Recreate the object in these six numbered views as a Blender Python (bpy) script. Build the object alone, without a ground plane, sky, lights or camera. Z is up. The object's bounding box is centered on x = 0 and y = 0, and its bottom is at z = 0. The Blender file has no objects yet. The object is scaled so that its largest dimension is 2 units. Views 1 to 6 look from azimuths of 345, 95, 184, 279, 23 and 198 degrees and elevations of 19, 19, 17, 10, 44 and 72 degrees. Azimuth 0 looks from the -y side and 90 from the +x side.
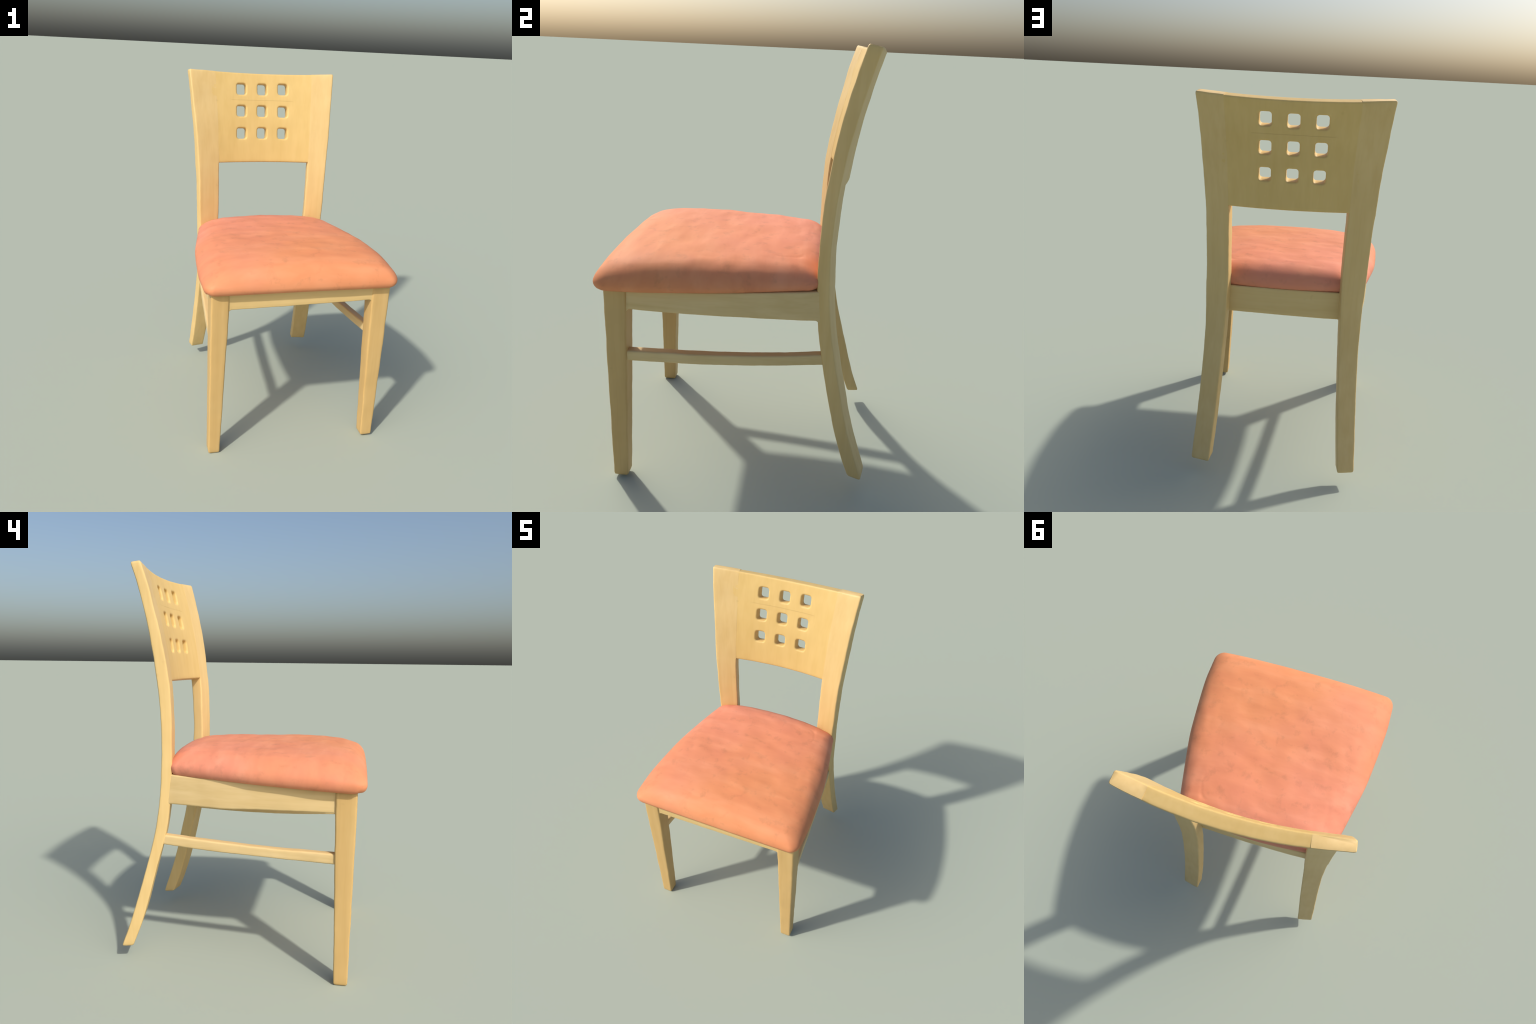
"""Dining chair: light lacquered wood frame, curved backrest panel pierced by nine
rounded square holes, domed terracotta leatherette seat cushion.
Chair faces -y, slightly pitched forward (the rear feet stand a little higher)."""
import bpy, bmesh, math
import numpy as np
from mathutils import Vector, noise

# ------------------------------------------------------------------ helpers
def smooth_interp(x, xs, ys):
    """Monotone-ish cubic (Catmull-Rom) interpolation through a short profile."""
    xs, ys = list(xs), list(ys)
    if x <= xs[0]:
        return ys[0]
    if x >= xs[-1]:
        return ys[-1]
    i = max(k for k in range(len(xs) - 1) if xs[k] <= x)
    h = xs[i + 1] - xs[i]
    t = (x - xs[i]) / h
    def slope(k):
        a, b = max(k - 1, 0), min(k + 1, len(xs) - 1)
        return (ys[b] - ys[a]) / (xs[b] - xs[a])
    m0, m1 = slope(i) * h, slope(i + 1) * h
    return ((2*t**3 - 3*t*t + 1) * ys[i] + (t**3 - 2*t*t + t) * m0
            + (-2*t**3 + 3*t*t) * ys[i + 1] + (t**3 - t*t) * m1)

def lerp(a, b, t):
    return a + (b - a) * t

def wobble(p, scale, amp, seed=0.0):
    """Low relief of a hand-worn / scanned surface."""
    q = Vector((p[0] * scale + seed, p[1] * scale - seed, p[2] * scale + 0.37 * seed))
    return noise.noise_vector(q) * amp

def finish(name, bm, mat, parent, angle=35):
    bmesh.ops.remove_doubles(bm, verts=bm.verts, dist=1e-5)
    bmesh.ops.recalc_face_normals(bm, faces=bm.faces)
    me = bpy.data.meshes.new(name)
    bm.to_mesh(me)
    bm.free()
    me.materials.append(mat)
    for p in me.polygons:
        p.use_smooth = True
    me.set_sharp_from_angle(angle=math.radians(angle))
    ob = bpy.data.objects.new(name, me)
    bpy.context.collection.objects.link(ob)
    ob.parent = parent
    return ob

def loft(bm, rings, cap=True):
    vs = [[bm.verts.new(p) for p in r] for r in rings]
    n = len(rings[0])
    for a, b in zip(vs[:-1], vs[1:]):
        for i in range(n):
            j = (i + 1) % n
            bm.faces.new((a[i], a[j], b[j], b[i]))
    if cap:
        bm.faces.new(vs[0][::-1])
        bm.faces.new(vs[-1])
    return vs

def rounded_rect_params(w, d, r, nc=4, nw=6, nd=4):
    """Unit-square (s, t) loop of a w x d rectangle with corner radius r."""
    out = []
    rs, rt = r / w, r / d
    def arc(cs, ct, a0):
        for k in range(nc + 1):
            a = a0 + math.pi / 2 * k / nc
            out.append((cs + rs * math.cos(a), ct + rt * math.sin(a)))
    def side(p, q, n):
        for k in range(1, n):
            out.append((lerp(p[0], q[0], k / n), lerp(p[1], q[1], k / n)))
    arc(1 - rs, 1 - rt, 0)
    side((1 - rs, 1), (rs, 1), nw)
    arc(rs, 1 - rt, math.pi / 2)
    side((0, 1 - rt), (0, rt), nd)
    arc(rs, rt, math.pi)
    side((rs, 0), (1 - rs, 0), nw)
    arc(1 - rs, rt, 1.5 * math.pi)
    side((1, rt), (1, 1 - rt), nd)
    return out

def squared(loop, rs, rt):
    """The same loop with its rounded corners pushed out to square ones."""
    out = []
    for a, t in loop:
        ca, ct = min(1 - rs, max(rs, a)), min(1 - rt, max(rt, t))
        da, dt = (a - ca) / rs, (t - ct) / rt
        m = max(abs(da), abs(dt))
        if m > 1e-9 and abs(da) > 1e-9 and abs(dt) > 1e-9:
            da, dt = da / m, dt / m
        out.append((ca + da * rs, ct + dt * rt))
    return out

def end_steps(n, e):
    """Ring stations 0..1 with (station, shrink) for rounded ends of relative length e."""
    st = [(0.0, 1.0), (e * 0.3, 0.35), (e, 0.0)]
    st += [(lerp(e, 1 - e, k / n), 0.0) for k in range(1, n)]
    st += [(1 - e, 0.0), (1 - e * 0.3, 0.35), (1.0, 1.0)]
    return st

# ------------------------------------------------------------------ materials
def node_mat(name):
    m = bpy.data.materials.new(name)
    m.use_nodes = True
    nt = m.node_tree
    return m, nt, nt.nodes['Principled BSDF']

def ramp(nt, fac, stops):
    r = nt.nodes.new('ShaderNodeValToRGB')
    els = r.color_ramp.elements
    els[0].position, els[0].color = stops[0][0], (*stops[0][1], 1)
    els[1].position, els[1].color = stops[-1][0], (*stops[-1][1], 1)
    for pos, col in stops[1:-1]:
        e = els.new(pos)
        e.color = (*col, 1)
    nt.links.new(fac, r.inputs[0])
    return r.outputs[0]

def tex_noise(nt, vec, scale, detail=3.0, rough=0.55, distort=0.0):
    n = nt.nodes.new('ShaderNodeTexNoise')
    n.inputs['Scale'].default_value = scale
    n.inputs['Detail'].default_value = detail
    n.inputs['Roughness'].default_value = rough
    n.inputs['Distortion'].default_value = distort
    nt.links.new(vec, n.inputs['Vector'])
    return n.outputs['Fac']

def mapped(nt, scale):
    tc = nt.nodes.new('ShaderNodeTexCoord')
    mp = nt.nodes.new('ShaderNodeMapping')
    mp.inputs['Scale'].default_value = scale
    nt.links.new(tc.outputs['Object'], mp.inputs['Vector'])
    return mp.outputs[0]

def mix(nt, fac, a, b, mode='MIX'):
    m = nt.nodes.new('ShaderNodeMix')
    m.data_type = 'RGBA'
    m.blend_type = mode
    for sock, val in ((m.inputs[0], fac), (m.inputs[6], a), (m.inputs[7], b)):
        if hasattr(val, 'is_linked'):
            nt.links.new(val, sock)
        elif isinstance(val, tuple):
            sock.default_value = (*val, 1)
        else:
            sock.default_value = val
    return m.outputs[2]

def srgb(r, g, b):
    f = lambda c: (c / 255 / 12.92) if c <= 10 else ((c / 255 + 0.055) / 1.055) ** 2.4
    return (f(r), f(g), f(b))

def wood(name, light, dark, along):
    """Satin lacquered beech: nearly plain, with long faint streaks along the grain."""
    m, nt, b = node_mat(name)
    stretch = [16.0, 16.0, 16.0]
    stretch[along] = 0.8
    grain = tex_noise(nt, mapped(nt, tuple(stretch)), 2.0, 4, 0.6, 0.2)
    blotch = tex_noise(nt, mapped(nt, (1, 1, 1)), 4.5, 3, 0.5)
    col = ramp(nt, grain, [(0.28, dark), (0.66, light)])
    tint = ramp(nt, blotch, [(0.3, (0.95, 0.935, 0.90)), (0.7, (1.0, 1.0, 1.0))])
    col = mix(nt, 1.0, col, tint, 'MULTIPLY')
    # sparse dark knocks and scuffs
    scuff = tex_noise(nt, mapped(nt, (1, 1, 1)), 15.0, 2, 0.5)
    mask = ramp(nt, scuff, [(0.72, (0, 0, 0)), (0.82, (0.3, 0.3, 0.3))])
    col = mix(nt, mask, col, tuple(c * 0.65 for c in dark))
    nt.links.new(col, b.inputs['Base Color'])
    b.inputs['Roughness'].default_value = 0.5
    b.inputs['Specular IOR Level'].default_value = 0.35
    bump = nt.nodes.new('ShaderNodeBump')
    bump.inputs['Strength'].default_value = 0.10
    bump.inputs['Distance'].default_value = 0.003
    nt.links.new(blotch, bump.inputs['Height'])
    nt.links.new(bump.outputs[0], b.inputs['Normal'])
    return m

BEECH = (srgb(220, 190, 131), srgb(214, 182, 121))
wood_front = wood('beech_front_leg', srgb(208, 174, 115), srgb(201, 165, 105), 2)  # same beech, darkened and warmed for the shade on the legs' front faces
wood_upright = wood('beech_upright', *BEECH, 2)
wood_panel = wood('beech_panel', srgb(219, 187, 121), srgb(214, 181, 113), 2)
wood_cross = wood('beech_cross_rail', *BEECH, 0)
wood_side = wood('beech_side_rail', srgb(224, 196, 143), srgb(214, 184, 128), 1)

def leatherette():
    m, nt, b = node_mat('terracotta_leatherette')
    big = tex_noise(nt, mapped(nt, (0.8, 2.6, 1.5)), 4.0, 4, 0.55, 0.3)
    rosy = ramp(nt, big, [(0.30, srgb(212, 133, 107)), (0.52, srgb(218, 139, 112)), (0.72, srgb(224, 148, 121))])
    orange = ramp(nt, big, [(0.30, srgb(212, 134, 93)), (0.52, srgb(219, 142, 98)), (0.72, srgb(224, 150, 107))])
    drift_noise = tex_noise(nt, mapped(nt, (1, 1, 1)), 3.0, 3, 0.5)
    tc = nt.nodes.new('ShaderNodeTexCoord')
    sep = nt.nodes.new('ShaderNodeSeparateXYZ')
    nt.links.new(tc.outputs['Object'], sep.inputs[0])
    def math_node(op, a, b):
        n = nt.nodes.new('ShaderNodeMath')
        n.operation = op
        for k, v in enumerate((a, b)):
            if hasattr(v, 'is_linked'):
                nt.links.new(v, n.inputs[k])
            else:
                n.inputs[k].default_value = v
        return n.outputs[0]
    across = math_node('MULTIPLY', sep.outputs['X'], 0.55)
    along = math_node('MULTIPLY', sep.outputs['Y'], -0.9)
    drift = math_node('ADD', math_node('ADD', across, along), drift_noise)
    col = mix(nt, ramp(nt, drift, [(0.15, (0, 0, 0)), (1.0, (1, 1, 1))]), rosy, orange)
    small = tex_noise(nt, mapped(nt, (1, 1, 1)), 16.0, 4, 0.6, 0.2)
    smudge = ramp(nt, small, [(0.27, (0.78, 0.82, 0.82)), (0.45, (1, 1, 1))])
    col = mix(nt, 0.7, col, smudge, 'MULTIPLY')
    nt.links.new(col, b.inputs['Base Color'])
    b.inputs['Roughness'].default_value = 0.62
    b.inputs['Specular IOR Level'].default_value = 0.2
    fine = tex_noise(nt, mapped(nt, (1, 1, 1)), 40.0, 3, 0.6)
    bump = nt.nodes.new('ShaderNodeBump')
    bump.inputs['Strength'].default_value = 0.12
    bump.inputs['Distance'].default_value = 0.004
    nt.links.new(fine, bump.inputs['Height'])
    nt.links.new(bump.outputs[0], b.inputs['Normal'])
    return m
cushion_mat = leatherette()

# ------------------------------------------------------------------ root
chair = bpy.data.objects.new('dining_chair', None)
bpy.context.collection.objects.link(chair)
chair['label'] = 'pale wooden dining chair with pierced back and terracotta cushion'
chair['category'] = 'dining chair'

# ------------------------------------------------------------------ rear legs (one sweep from foot to top of back)
Z_REAR = [0.08, 0.2, 0.3, 0.4, 0.5, 0.6, 0.7, 0.8, 0.9, 1.0, 1.1, 1.2, 1.3, 1.4, 1.5, 1.6, 1.7, 1.8, 1.9, 2.0]
REAR = {  # outer edge: half width, y of the back arris, y of the front arris
    -1: dict(x=[.430, .426, .421, .417, .413, .411, .409, .410, .411, .415, .419, .422, .425, .430, .435, .441, .448, .456, .464, .474],
             yb=[.603, .559, .528, .499, .470, .442, .418, .401, .389, .381, .375, .373, .376, .382, .393, .406, .421, .440, .464, .490],
             yf=[.548, .504, .472, .446, .420, .391, .365, .349, .338, .331, .327, .325, .325, .328, .338, .353, .372, .395, .417, .443]),
    1: dict(x=[.441, .433, .428, .422, .417, .413, .410, .409, .410, .412, .412, .414, .416, .418, .423, .428, .433, .438, .445, .452],
            yb=[.603, .561, .527, .500, .476, .453, .430, .411, .397, .388, .383, .381, .385, .391, .402, .416, .435, .458, .482, .508],
            yf=[.547, .500, .468, .441, .417, .394, .374, .357, .344, .336, .333, .333, .335, .340, .351, .364, .380, .402, .426, .452]),
}
INNER_Z = [0.08, 0.4, 0.7, 1.0, 1.2, 1.5, 1.8, 1.95]
INNER_X = [0.345, 0.324, 0.309, 0.298, 0.298, 0.303, 0.310, 0.318]
SAG_F, SAG_B = 0.046, 0.055          # the back is hollow: bow of front and back faces in plan

def rear_edge(side, key, z):
    return smooth_interp(z, Z_REAR, REAR[side][key])

def back_y(x, z, t):
    """y on the curved back: t = 0 front face, 1 back face; both uprights share the bow."""
    w = (x / 0.45 + 1) / 2
    sag = 1 - min(1.0, (x / 0.445) ** 2)
    xl, xr = rear_edge(-1, 'x', z), rear_edge(1, 'x', z)
    half = xl if x < 0 else xr
    sag = 1 - min(1.0, (x / half) ** 2)
    w = min(1, max(0, (x + xl) / (xl + xr)))
    yf = lerp(rear_edge(-1, 'yf', z), rear_edge(1, 'yf', z), w) + SAG_F * sag ** 1.1
    yb = lerp(rear_edge(-1, 'yb', z), rear_edge(1, 'yb', z), w) + SAG_B * sag
    return lerp(yf, yb, t) + 0.003 * min(1, max(0, (z - 1.9) / 0.08))

def top_z(x, t):
    return 1.983 + 0.015 * (x / 0.44) ** 2 - 0.009 * t

def rear_leg(side):
    bm = bmesh.new()
    loop = rounded_rect_params(0.115, 0.055, 0.007, nw=8)
    square = squared(loop, 0.007 / 0.115, 0.007 / 0.055)
    rings = []
    for s, shrink in end_steps(90, 0.006):
        joint = min(1, max(0, (s - 0.714) / 0.004))     # panel zone
        ring = []
        for (a, t), (aq, tq) in zip(loop, square):
            if a < 0.5:
                a, t = lerp(a, aq, joint), lerp(t, tq, joint)
            a = lerp(-0.015, 1.03, a) if joint == 0 else lerp(0.0, 1.03, a)
            t = lerp(-0.035, 1.035, t) if joint == 0 else lerp(-0.025, 1.025, t)
            foot = s < 0.5
            k = shrink * (0.16 if foot else 0.06)
            a2 = lerp(a, 0.5, k) if (foot or a > 0.5) else a
            t2 = lerp(t, 0.5, shrink * (0.22 if foot else 0.14))
            zb = 0.080 + 0.008 * (1 - t) * (1 if side > 0 else 0)
            zz = lerp(zb, top_z(0.38, t2), s)
            for _ in range(2):
                xo = rear_edge(side, 'x', zz) - 0.013 * (1 - t2) * (1.0 if zz < 1.5 else lerp(1.0, 0.6, (zz - 1.5) / 0.5))
                xi = smooth_interp(zz, INNER_Z, INNER_X) - 0.009 * (1 - t2)
                x = lerp(xi, xo, a2)
                zz = lerp(zb, top_z(x, t2), s)
            y = back_y(side * x, zz, t2)
            p = Vector((side * x, y, zz))
            p += wobble(p, 9.0, 0.0018, 3.1 * side) + wobble(p, 28.0, 0.0010, 1.7)
            ring.append(p)
        rings.append(ring)
    loft(bm, rings)
    return finish('rear_leg', bm, wood_upright, chair, 50)

for side in (-1, 1):
    rear_leg(side)

# ------------------------------------------------------------------ backrest panel with nine holes
PANEL_BOTTOM = 1.451
HOLE_X = [-0.144, -0.011, 0.122]
HOLE_Z = [1.629, 1.760, 1.892]
HOLE_W, HOLE_H, HOLE_R = 0.060, 0.065, 0.015
PITCH_X, PITCH_Z = 0.133, 0.1315

def panel_point(x, z, d):
    """x across, z height on the front face, d depth 0 (front) .. 1 (back); a hair behind the uprights."""
    zf = z
    thick_drop = 0.012 * d
    zt = zf - thick_drop
    y = back_y(x, zt, lerp(-0.020, 1.020, d))
    p = Vector((x, y, zt))
    f = noise.noise_vector(Vector((x * 11, z * 11, 4.2)))
    g = noise.noise_vector(Vector((x * 30, z * 30, 9.2)))
    side = 1 if x > 0 else -1
    own = 0.0013 * f.y + 0.0006 * g.y
    post = (wobble(p, 9.0, 0.0018, 3.1 * side) + wobble(p, 28.0, 0.0010, 1.7)).y
    p.y += lerp(own, post, min(1, max(0, (abs(x) - 0.25) / 0.035)))   # runs flush into the uprights
    return p

def backrest_panel():
    bm = bmesh.new()
    N = 10                                    # divisions per cell side
    x0, x1 = HOLE_X[0] - PITCH_X / 2, HOLE_X[-1] + PITCH_X / 2
    z0, z1 = HOLE_Z[0] - PITCH_Z / 2, HOLE_Z[-1] + PITCH_Z / 2
    edge_in = 0.334
    R = 0.006
    gx = sorted(set([round(lerp(x0, x1, k / (3 * N)), 6) for k in range(3 * N + 1)]
                    + [round(lerp(-edge_in, x0, k / 10), 6) for k in range(11)]
                    + [round(lerp(x1, edge_in, k / 10), 6) for k in range(11)]))
    def ztop(x):
        return top_z(x, 0) + 0.0005
    below = [lerp(PANEL_BOTTOM + R, z0, k / 8) for k in range(9)]
    def above(x):
        return [lerp(z1, ztop(x) - R, k / 3) for k in range(4)]
    def quad(a, b, c, e):
        bm.faces.new([bm.verts.new(p) for p in (a, b, c, e)])
    def strip(col_fn, xs):
        """Connect columns of points at successive x."""
        cols = [col_fn(x) for x in xs]
        for A, B in zip(cols[:-1], cols[1:]):
            for k in range(len(A) - 1):
                quad(A[k], A[k + 1], B[k + 1], B[k])
    for d in (0.0, 1.0):
        strip(lambda x: [panel_point(x, z, d) for z in below], gx)
        strip(lambda x: [panel_point(x, z, d) for z in above(x)], gx)
        mid = [lerp(z0, z1, k / (3 * N)) for k in range(3 * N + 1)]
        strip(lambda x: [panel_point(x, z, d) for z in mid], [x for x in gx if x <= x0 + 1e-5])
        strip(lambda x: [panel_point(x, z, d) for z in mid], [x for x in gx if x >= x1 - 1e-5])
    # rounded top and bottom arrises
    def lip(x, z, up):
        T = 0.05
        pts = []
        for a in (0, 30, 60, 90):
            s, c = math.sin(math.radians(a)), math.cos(math.radians(a))
            pts.append((z - up * R * (1 - s), R * (1 - c) / T))
        pts = pts + [(z, 0.3), (z, 0.5), (z, 0.7)] + [(q, 1 - e) for q, e in pts[::-1]]
        return [panel_point(x, q, e) for q, e in pts]
    strip(lambda x: lip(x, ztop(x), 1), gx)
    strip(lambda x: lip(x, PANEL_BOTTOM, -1), gx)
    # hole cells: square cell border -> rounded hole -> wall
    for i, hx in enumerate(HOLE_X):
        for j, hz in enumerate(HOLE_Z):
            cell = []
            for k in range(4 * N):
                s, f = divmod(k, N)
                f = 2 * f / N - 1
                cell.append([(1, f), (-f, 1), (-1, -f), (f, -1)][s])
            jit = noise.noise_vector(Vector((i * 3.3, j * 5.1, 0.5))) * 0.004
            def border(k, grow):
                cx, cz = cell[k]
                a, b = HOLE_W / 2 + grow, HOLE_H / 2 + grow
                r = HOLE_R + grow
                px, pz = cx * a, cz * b
                qx, qz = max(-a + r, min(a - r, px)), max(-b + r, min(b - r, pz))
                v = Vector((px - qx, pz - qz))
                if v.length > 1e-9 and abs(px) > a - r and abs(pz) > b - r:
                    v = v.normalized() * r
                return hx + jit.x + qx + v.x, hz + jit.z + qz + v.y
            def outer(k):
                return hx + cell[k][0] * PITCH_X / 2, hz + cell[k][1] * PITCH_Z / 2
            prof = [(0.012, 0.0, 0), (0.0075, 0.004, 0), (0.004, 0.025, 0), (0.0013, 0.08, 0), (0.0, 0.15, 0),
                    (0.0, 0.5, 0), (0.0, 0.85, 0), (0.0013, 0.92, 0), (0.004, 0.975, 0), (0.0075, 0.996, 0), (0.012, 1.0, 0)]
            loops = [[panel_point(*outer(k), 0) for k in range(4 * N)]]
            loops.append([panel_point(*[lerp(u, v, .5) for u, v in zip(outer(k), border(k, .012))], 0) for k in range(4 * N)])
            for grow, d, _ in prof:
                loops.append([panel_point(*border(k, grow), d) for k in range(4 * N)])
            loops.append([panel_point(*[lerp(u, v, .5) for u, v in zip(outer(k), border(k, .012))], 1) for k in range(4 * N)])
            loops.append([panel_point(*outer(k), 1) for k in range(4 * N)])
            for A, B in zip(loops[:-1], loops[1:]):
                for k in range(4 * N):
                    m = (k + 1) % (4 * N)
                    quad(A[k], A[m], B[m], B[k])
    return finish('backrest_panel', bm, wood_panel, chair, 60)

backrest_panel()

# ------------------------------------------------------------------ front legs (square, tapering downwards)
FRONT = {  # corners (outer x, inner x, front y, rear y) at the foot and at the top, z of the top
    -1: dict(foot=(-.478, -.415, -.560, -.492), top=(-.486, -.391, -.574, -.474), ztop=0.962),
    1: dict(foot=(.494, .428, -.560, -.492), top=(.494, .391, -.572, -.474), ztop=0.968),
}
def front_leg(side):
    f = FRONT[side]
    bm = bmesh.new()
    loop = rounded_rect_params(0.075, 0.08, 0.008)
    rings = []
    for s, shrink in end_steps(46, 0.012):
        z = lerp(0.0 if side < 0 else 0.010, f['ztop'], s)
        w = min(1, s / 0.9) 
        xo, xi, yf, yr = [lerp(a, b, w) for a, b in zip(f['foot'], f['top'])]
        ring = []
        for a, t in loop:
            k = shrink * (0.16 if s < 0.5 else 0.05)
            a2, t2 = lerp(a, 0.5, k), lerp(t, 0.5, k)
            p = Vector((lerp(xi, xo, a2), lerp(yf, yr, t2), z))
            if 0 < s:
                p += wobble(p, 9.0, 0.0018, 2.3 * side + 5) * min(1, s * 20) + wobble(p, 30.0, 0.0010, 6.1) * min(1, s * 20)
            ring.append(p)
        rings.append(ring)
    loft(bm, rings)
    return finish('front_leg', bm, wood_front, chair, 50)
for side in (-1, 1):
    front_leg(side)

# ------------------------------------------------------------------ rails
def bar(name, spine, mat, r=0.006, n=120, seed=0.0, amp=0.0013, kind=None):
    """Bar through cross-sections: spine(s) -> (outer point xy, inner point xy, z bottom, z top)."""
    bm = bmesh.new()
    loop = rounded_rect_params(0.035, 0.09 if kind is None else 0.045, r)
    rings = []
    for k in range(n + 1):
        o, i, zb, zt = spine(k / n)
        ring = []
        for a, t in loop:
            p = Vector((lerp(i[0], o[0], a), lerp(i[1], o[1], a), lerp(zb, zt, t)))
            p += wobble(p, 10.0, amp, seed) + wobble(p, 30.0, amp * 0.5, seed)
            ring.append(p)
        rings.append(ring)
    loft(bm, rings)
    return finish(name, bm, mat, chair, 50)

def outer_x(side, y):
    return lerp(.487, .405, (y + .5) / .85) if side > 0 else -lerp(.478, .403, (y + .5) / .85)

def seat_z(y):
    """underside of the cushion / top of the frame"""
    return lerp(0.958, 0.992, (y + 0.57) / 0.93)

def fillet(d, r=0.012):
    """Extra depth of a rail at distance d from the leg it runs into."""
    if d >= r:
        return 0.0
    d = max(d, 0.0)
    return r - math.sqrt(r * r - (r - d) ** 2)

def side_rail(side):
    def spine(s):
        y = lerp(-.49, .37, s)
        x = outer_x(side, y) + side * ((0.025 if side > 0 else 0.022) * max(0, 1 - abs((y + .06) / .42) ** 2.2) - 0.002)
        if side > 0:
            zb = smooth_interp(y, [-.45, -.25, 0, .15, .345], [.878, .875, .871, .867, .858])
        else:
            zb = smooth_interp(y, [-.47, -.22, -.085, .07, .25, .34], [.860, .857, .853, .846, .848, .846])
        return (x, y), (x - side * .040, y), zb - fillet(y + .474) - fillet(.352 - y), seat_z(y) + .006
    bar('side_rail', spine, wood_side, seed=7.7 * side)
def front_rail():
    def spine(s):
        x = lerp(-.43, .43, s)
        return (x, -.567), (x, -.531), smooth_interp(x, [-.4, 0, .4], [.869, .875, .884]) - fillet(.390 - abs(x)), .966
    bar('front_rail', spine, wood_cross, seed=2.2)
def back_rail():
    def spine(s):
        x = lerp(-.33, .33, s)
        y = .372 - .006 * (x / .29) ** 2
        return (x, y), (x, y - .036), .850 + .003 * (x / .29) - fillet(.300 - abs(x), .015), .998
    bar('back_rail', spine, wood_cross, seed=4.4)
def stretcher(side):
    def spine(s):
        y = lerp(-.50, .41, s)
        x = outer_x(side, y) - side * 0.004
        if side > 0:
            zb = smooth_interp(y, [-.46, -.15, .15, .4], [.629, .623, .632, .648])
            zt = smooth_interp(y, [-.46, -.15, .15, .4], [.673, .668, .675, .694])
        else:
            zb = smooth_interp(y, [-.47, -.18, .18, .4], [.612, .616, .625, .638])
            zt = smooth_interp(y, [-.47, -.18, .18, .4], [.660, .659, .672, .684])
        return (x, y), (x - side * .046, y), zb - (.0045 if side > 0 else .003), zt + .0015
    bar('stretcher', spine, wood_side, r=0.007, seed=1.3 * side, kind='thin')
for side in (-1, 1):
    side_rail(side)
    stretcher(side)
front_rail()
back_rail()

# ------------------------------------------------------------------ seat cushion
CUSH_CENTRE = (0.0, -0.12)
W_Y = [-.625, -.57, -.50, -.42, -.30, -.185, -.07, .06, .19, .25, .31, .345, .385]
W_X = [.520, .527, .529, .530, .522, .512, .499, .474, .447, .434, .419, .410, .395]

def outline():
    """Plan outline: front edge nearly straight, sides bowed and tapering to the back."""
    pts = []
    rf = 0.050
    # right side from back to front, front corner, front edge, mirrored
    right = []
    for k in range(41):
        y = lerp(.300, -.555, k / 40)
        right.append((smooth_interp(y, W_Y, W_X) - .002, y))
    cx, cy = right[-1][0] - rf, -.555
    corner = []
    for k in range(1, 12):
        a = math.pi / 2 * k / 12
        corner.append((cx + rf * math.cos(a), cy - 0.0615 * math.sin(a)))
    front = [(lerp(cx, 0, k / 16), -.6165 - .0035 * (1 - (1 - k / 16) ** 2)) for k in range(17)]
    half = right + corner + front
    back_corner = [(.421 - .061 * (1 - math.cos(math.pi / 2 * k / 8)), .300 + .054 * math.sin(math.pi / 2 * k / 8)) for k in range(1, 9)]
    back = [(lerp(.360, 0, k / 14), 0.354 + .030 * (1 - (1 - k / 14) ** 2)) for k in range(1, 15)]
    half_back = back_corner + back          # from side to centre back
    loop = half_back[::-1] + half           # centre back -> right -> centre front
    mirror = [(-x, y) for x, y in loop[1:-1][::-1]]
    return loop + mirror

FX = ([0, .2, .4, .6, .8, .9, 1.0], [1, 1, .98, .935, .83, .69, .50])
FXR = ([0, .2, .4, .6, .8, .9, 1.0], [1, 1, .985, .96, .90, .81, .64])     # fuller right-hand side
FYF = ([0, .36, .64, .84, .96, 1.0], [1, 1, .965, .87, .74, .62])
FYB = ([0, .3, .52, .8, .9, 1.0], [1, 1, 1, .975, .93, .80])

def crown(x, y, rho):
    w = smooth_interp(y, W_Y, W_X)
    u = min(1, abs(x) / w)
    if y < CUSH_CENTRE[1]:
        v, tab = (CUSH_CENTRE[1] - y) / (0.622 + CUSH_CENTRE[1]), FYF
    else:
        v, tab = (y - CUSH_CENTRE[1]) / (0.378 - CUSH_CENTRE[1]), FYB
    f = smooth_interp(u, *(FX if x < 0 else FXR)) * smooth_interp(min(1, v), *tab)
    f *= 1 - 0.36 * (u * min(1, v)) ** 3          # the corners sink
    return f * math.sqrt(max(0, 1 - rho ** 17))

CREASES = [  # short folds in the leatherette near the rear corners
    [(.318, .150), (.328, .195), (.312, .225), (.298, .252), (.288, .285)],
    [(-.16, .300), (-.06, .285), (.02, .292)],
    [(-.33, .10), (-.345, .17), (-.33, .22)],
]
def crease(x, y):
    depth = 0.0
    wx, wy = x, y
    x += 0.010 * noise.noise(Vector((wx * 24, wy * 24, 3.0)))
    y += 0.010 * noise.noise(Vector((wx * 24, wy * 24, 8.0)))
    for n, line in enumerate(CREASES):
        for (ax, ay), (bx, by) in zip(line[:-1], line[1:]):
            vx, vy = bx - ax, by - ay
            t = max(0, min(1, ((x - ax) * vx + (y - ay) * vy) / (vx * vx + vy * vy)))
            d = math.hypot(x - ax - t * vx, y - ay - t * vy)
            depth = max(depth, (0.0036 if n == 0 else 0.0016) * math.exp(-(d / 0.0055) ** 2))
    return depth * (0.35 + 0.9 * abs(noise.noise(Vector((wx * 18, wy * 18, 5.0)))) * 2)

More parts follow.
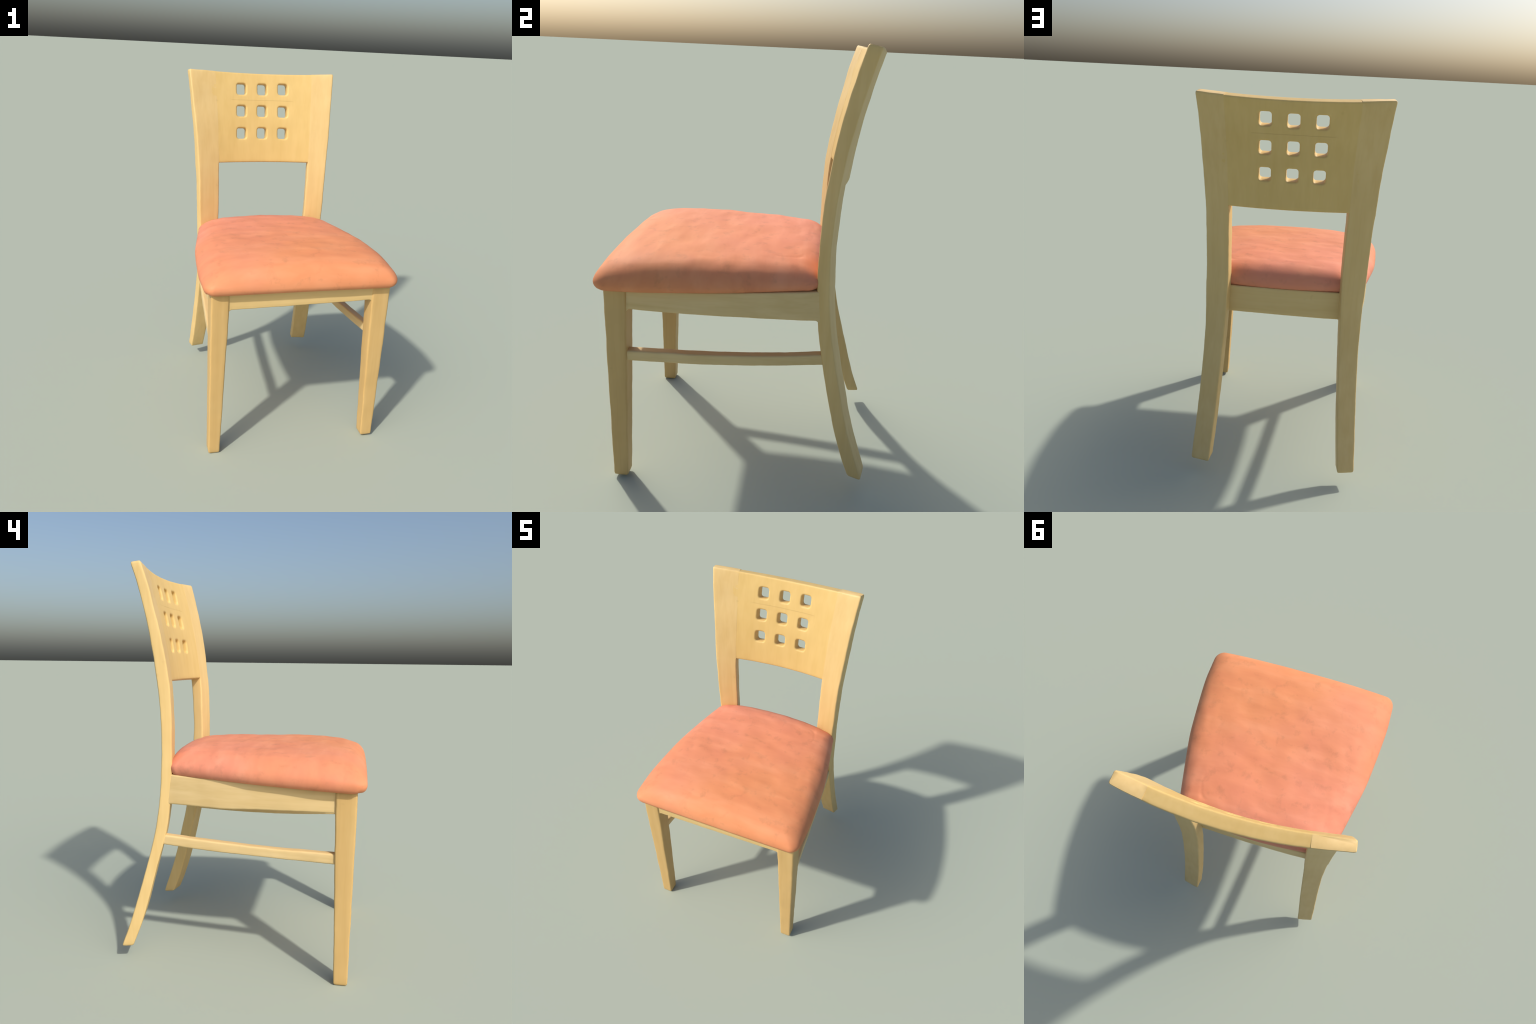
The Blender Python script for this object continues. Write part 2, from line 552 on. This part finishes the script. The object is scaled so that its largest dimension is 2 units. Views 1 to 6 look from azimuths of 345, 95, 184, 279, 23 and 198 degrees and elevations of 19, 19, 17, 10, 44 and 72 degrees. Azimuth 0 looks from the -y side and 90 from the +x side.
def cushion():
    bm = bmesh.new()
    loop = outline()
    def ring_at(rho):
        return [(lerp(CUSH_CENTRE[0], x, rho), lerp(CUSH_CENTRE[1], y, rho)) for x, y in loop]
    def inset(d):
        out = []
        for x, y in loop:
            v = Vector((x - CUSH_CENTRE[0], y - CUSH_CENTRE[1]))
            d2 = d * (1.5 if (x > 0.38 or y < -.58) else 1.0)      # tucked harder at the front and right
            q = v * (1 - d2 / v.length)
            out.append((q.x + CUSH_CENTRE[0], q.y + CUSH_CENTRE[1]))
        return out
    def base(y):
        return seat_z(y)
    rings = []
    rings.append([Vector((x * .02, CUSH_CENTRE[1] + (y - CUSH_CENTRE[1]) * .02, base(-.12))) for x, y in loop])
    for rho in (.3, .6, .85):
        rings.append([Vector((x, y, base(y))) for x, y in ring_at(rho)])
    for d, h in ((.050, 0), (.036, .0005), (.025, .003), (.014, .008), (.007, .016), (.0025, .026), (.0005, .035), (0, .042)):
        rings.append([Vector((x, y, base(y) + h)) for x, y in inset(d)])
    rhos = [.998, .994, .988, .98, .97, .955, .94, .92, .9] + [lerp(.89, .03, k / 60) for k in range(61)]
    for rho in rhos:
        ring = []
        for x, y in ring_at(rho):
            rim = base(y) + .042
            z = rim + (1.129 - rim) * crown(x, y, rho)
            p = Vector((x, y, z))
            fade = min(1, (1 - rho) * 12)
            n1 = noise.noise(Vector((x * 5, y * 8, 1.5)))
            n2 = noise.noise(Vector((x * 13, y * 17, 7.5)))
            n3 = abs(noise.noise(Vector((x * 7 + 3, y * 11 + 1, 2.5))))
            p.z -= fade * crease(x, y)
            # shallow puckers towards the side and rear borders
            edge = max(0, min(1, (rho - 0.55) / 0.3)) * max(0, min(1, (y + 0.5) / 0.3))
            cells = noise.voronoi(Vector((x * 17, y * 13, 0.7)))[0]
            p.z += fade * edge * 0.0045 * (0.35 - cells[0])
            p.z += fade * (0.0042 * n1 + 0.0024 * n2 - 0.002 * n3)
            ring.append(p)
        rings.append(ring)
    rings.append([Vector((CUSH_CENTRE[0] + x * .004, CUSH_CENTRE[1] + (y - CUSH_CENTRE[1]) * .004, 1.129)) for x, y in loop])
    loft(bm, rings)
    return finish('seat_cushion', bm, cushion_mat, chair, 180)
cushion()
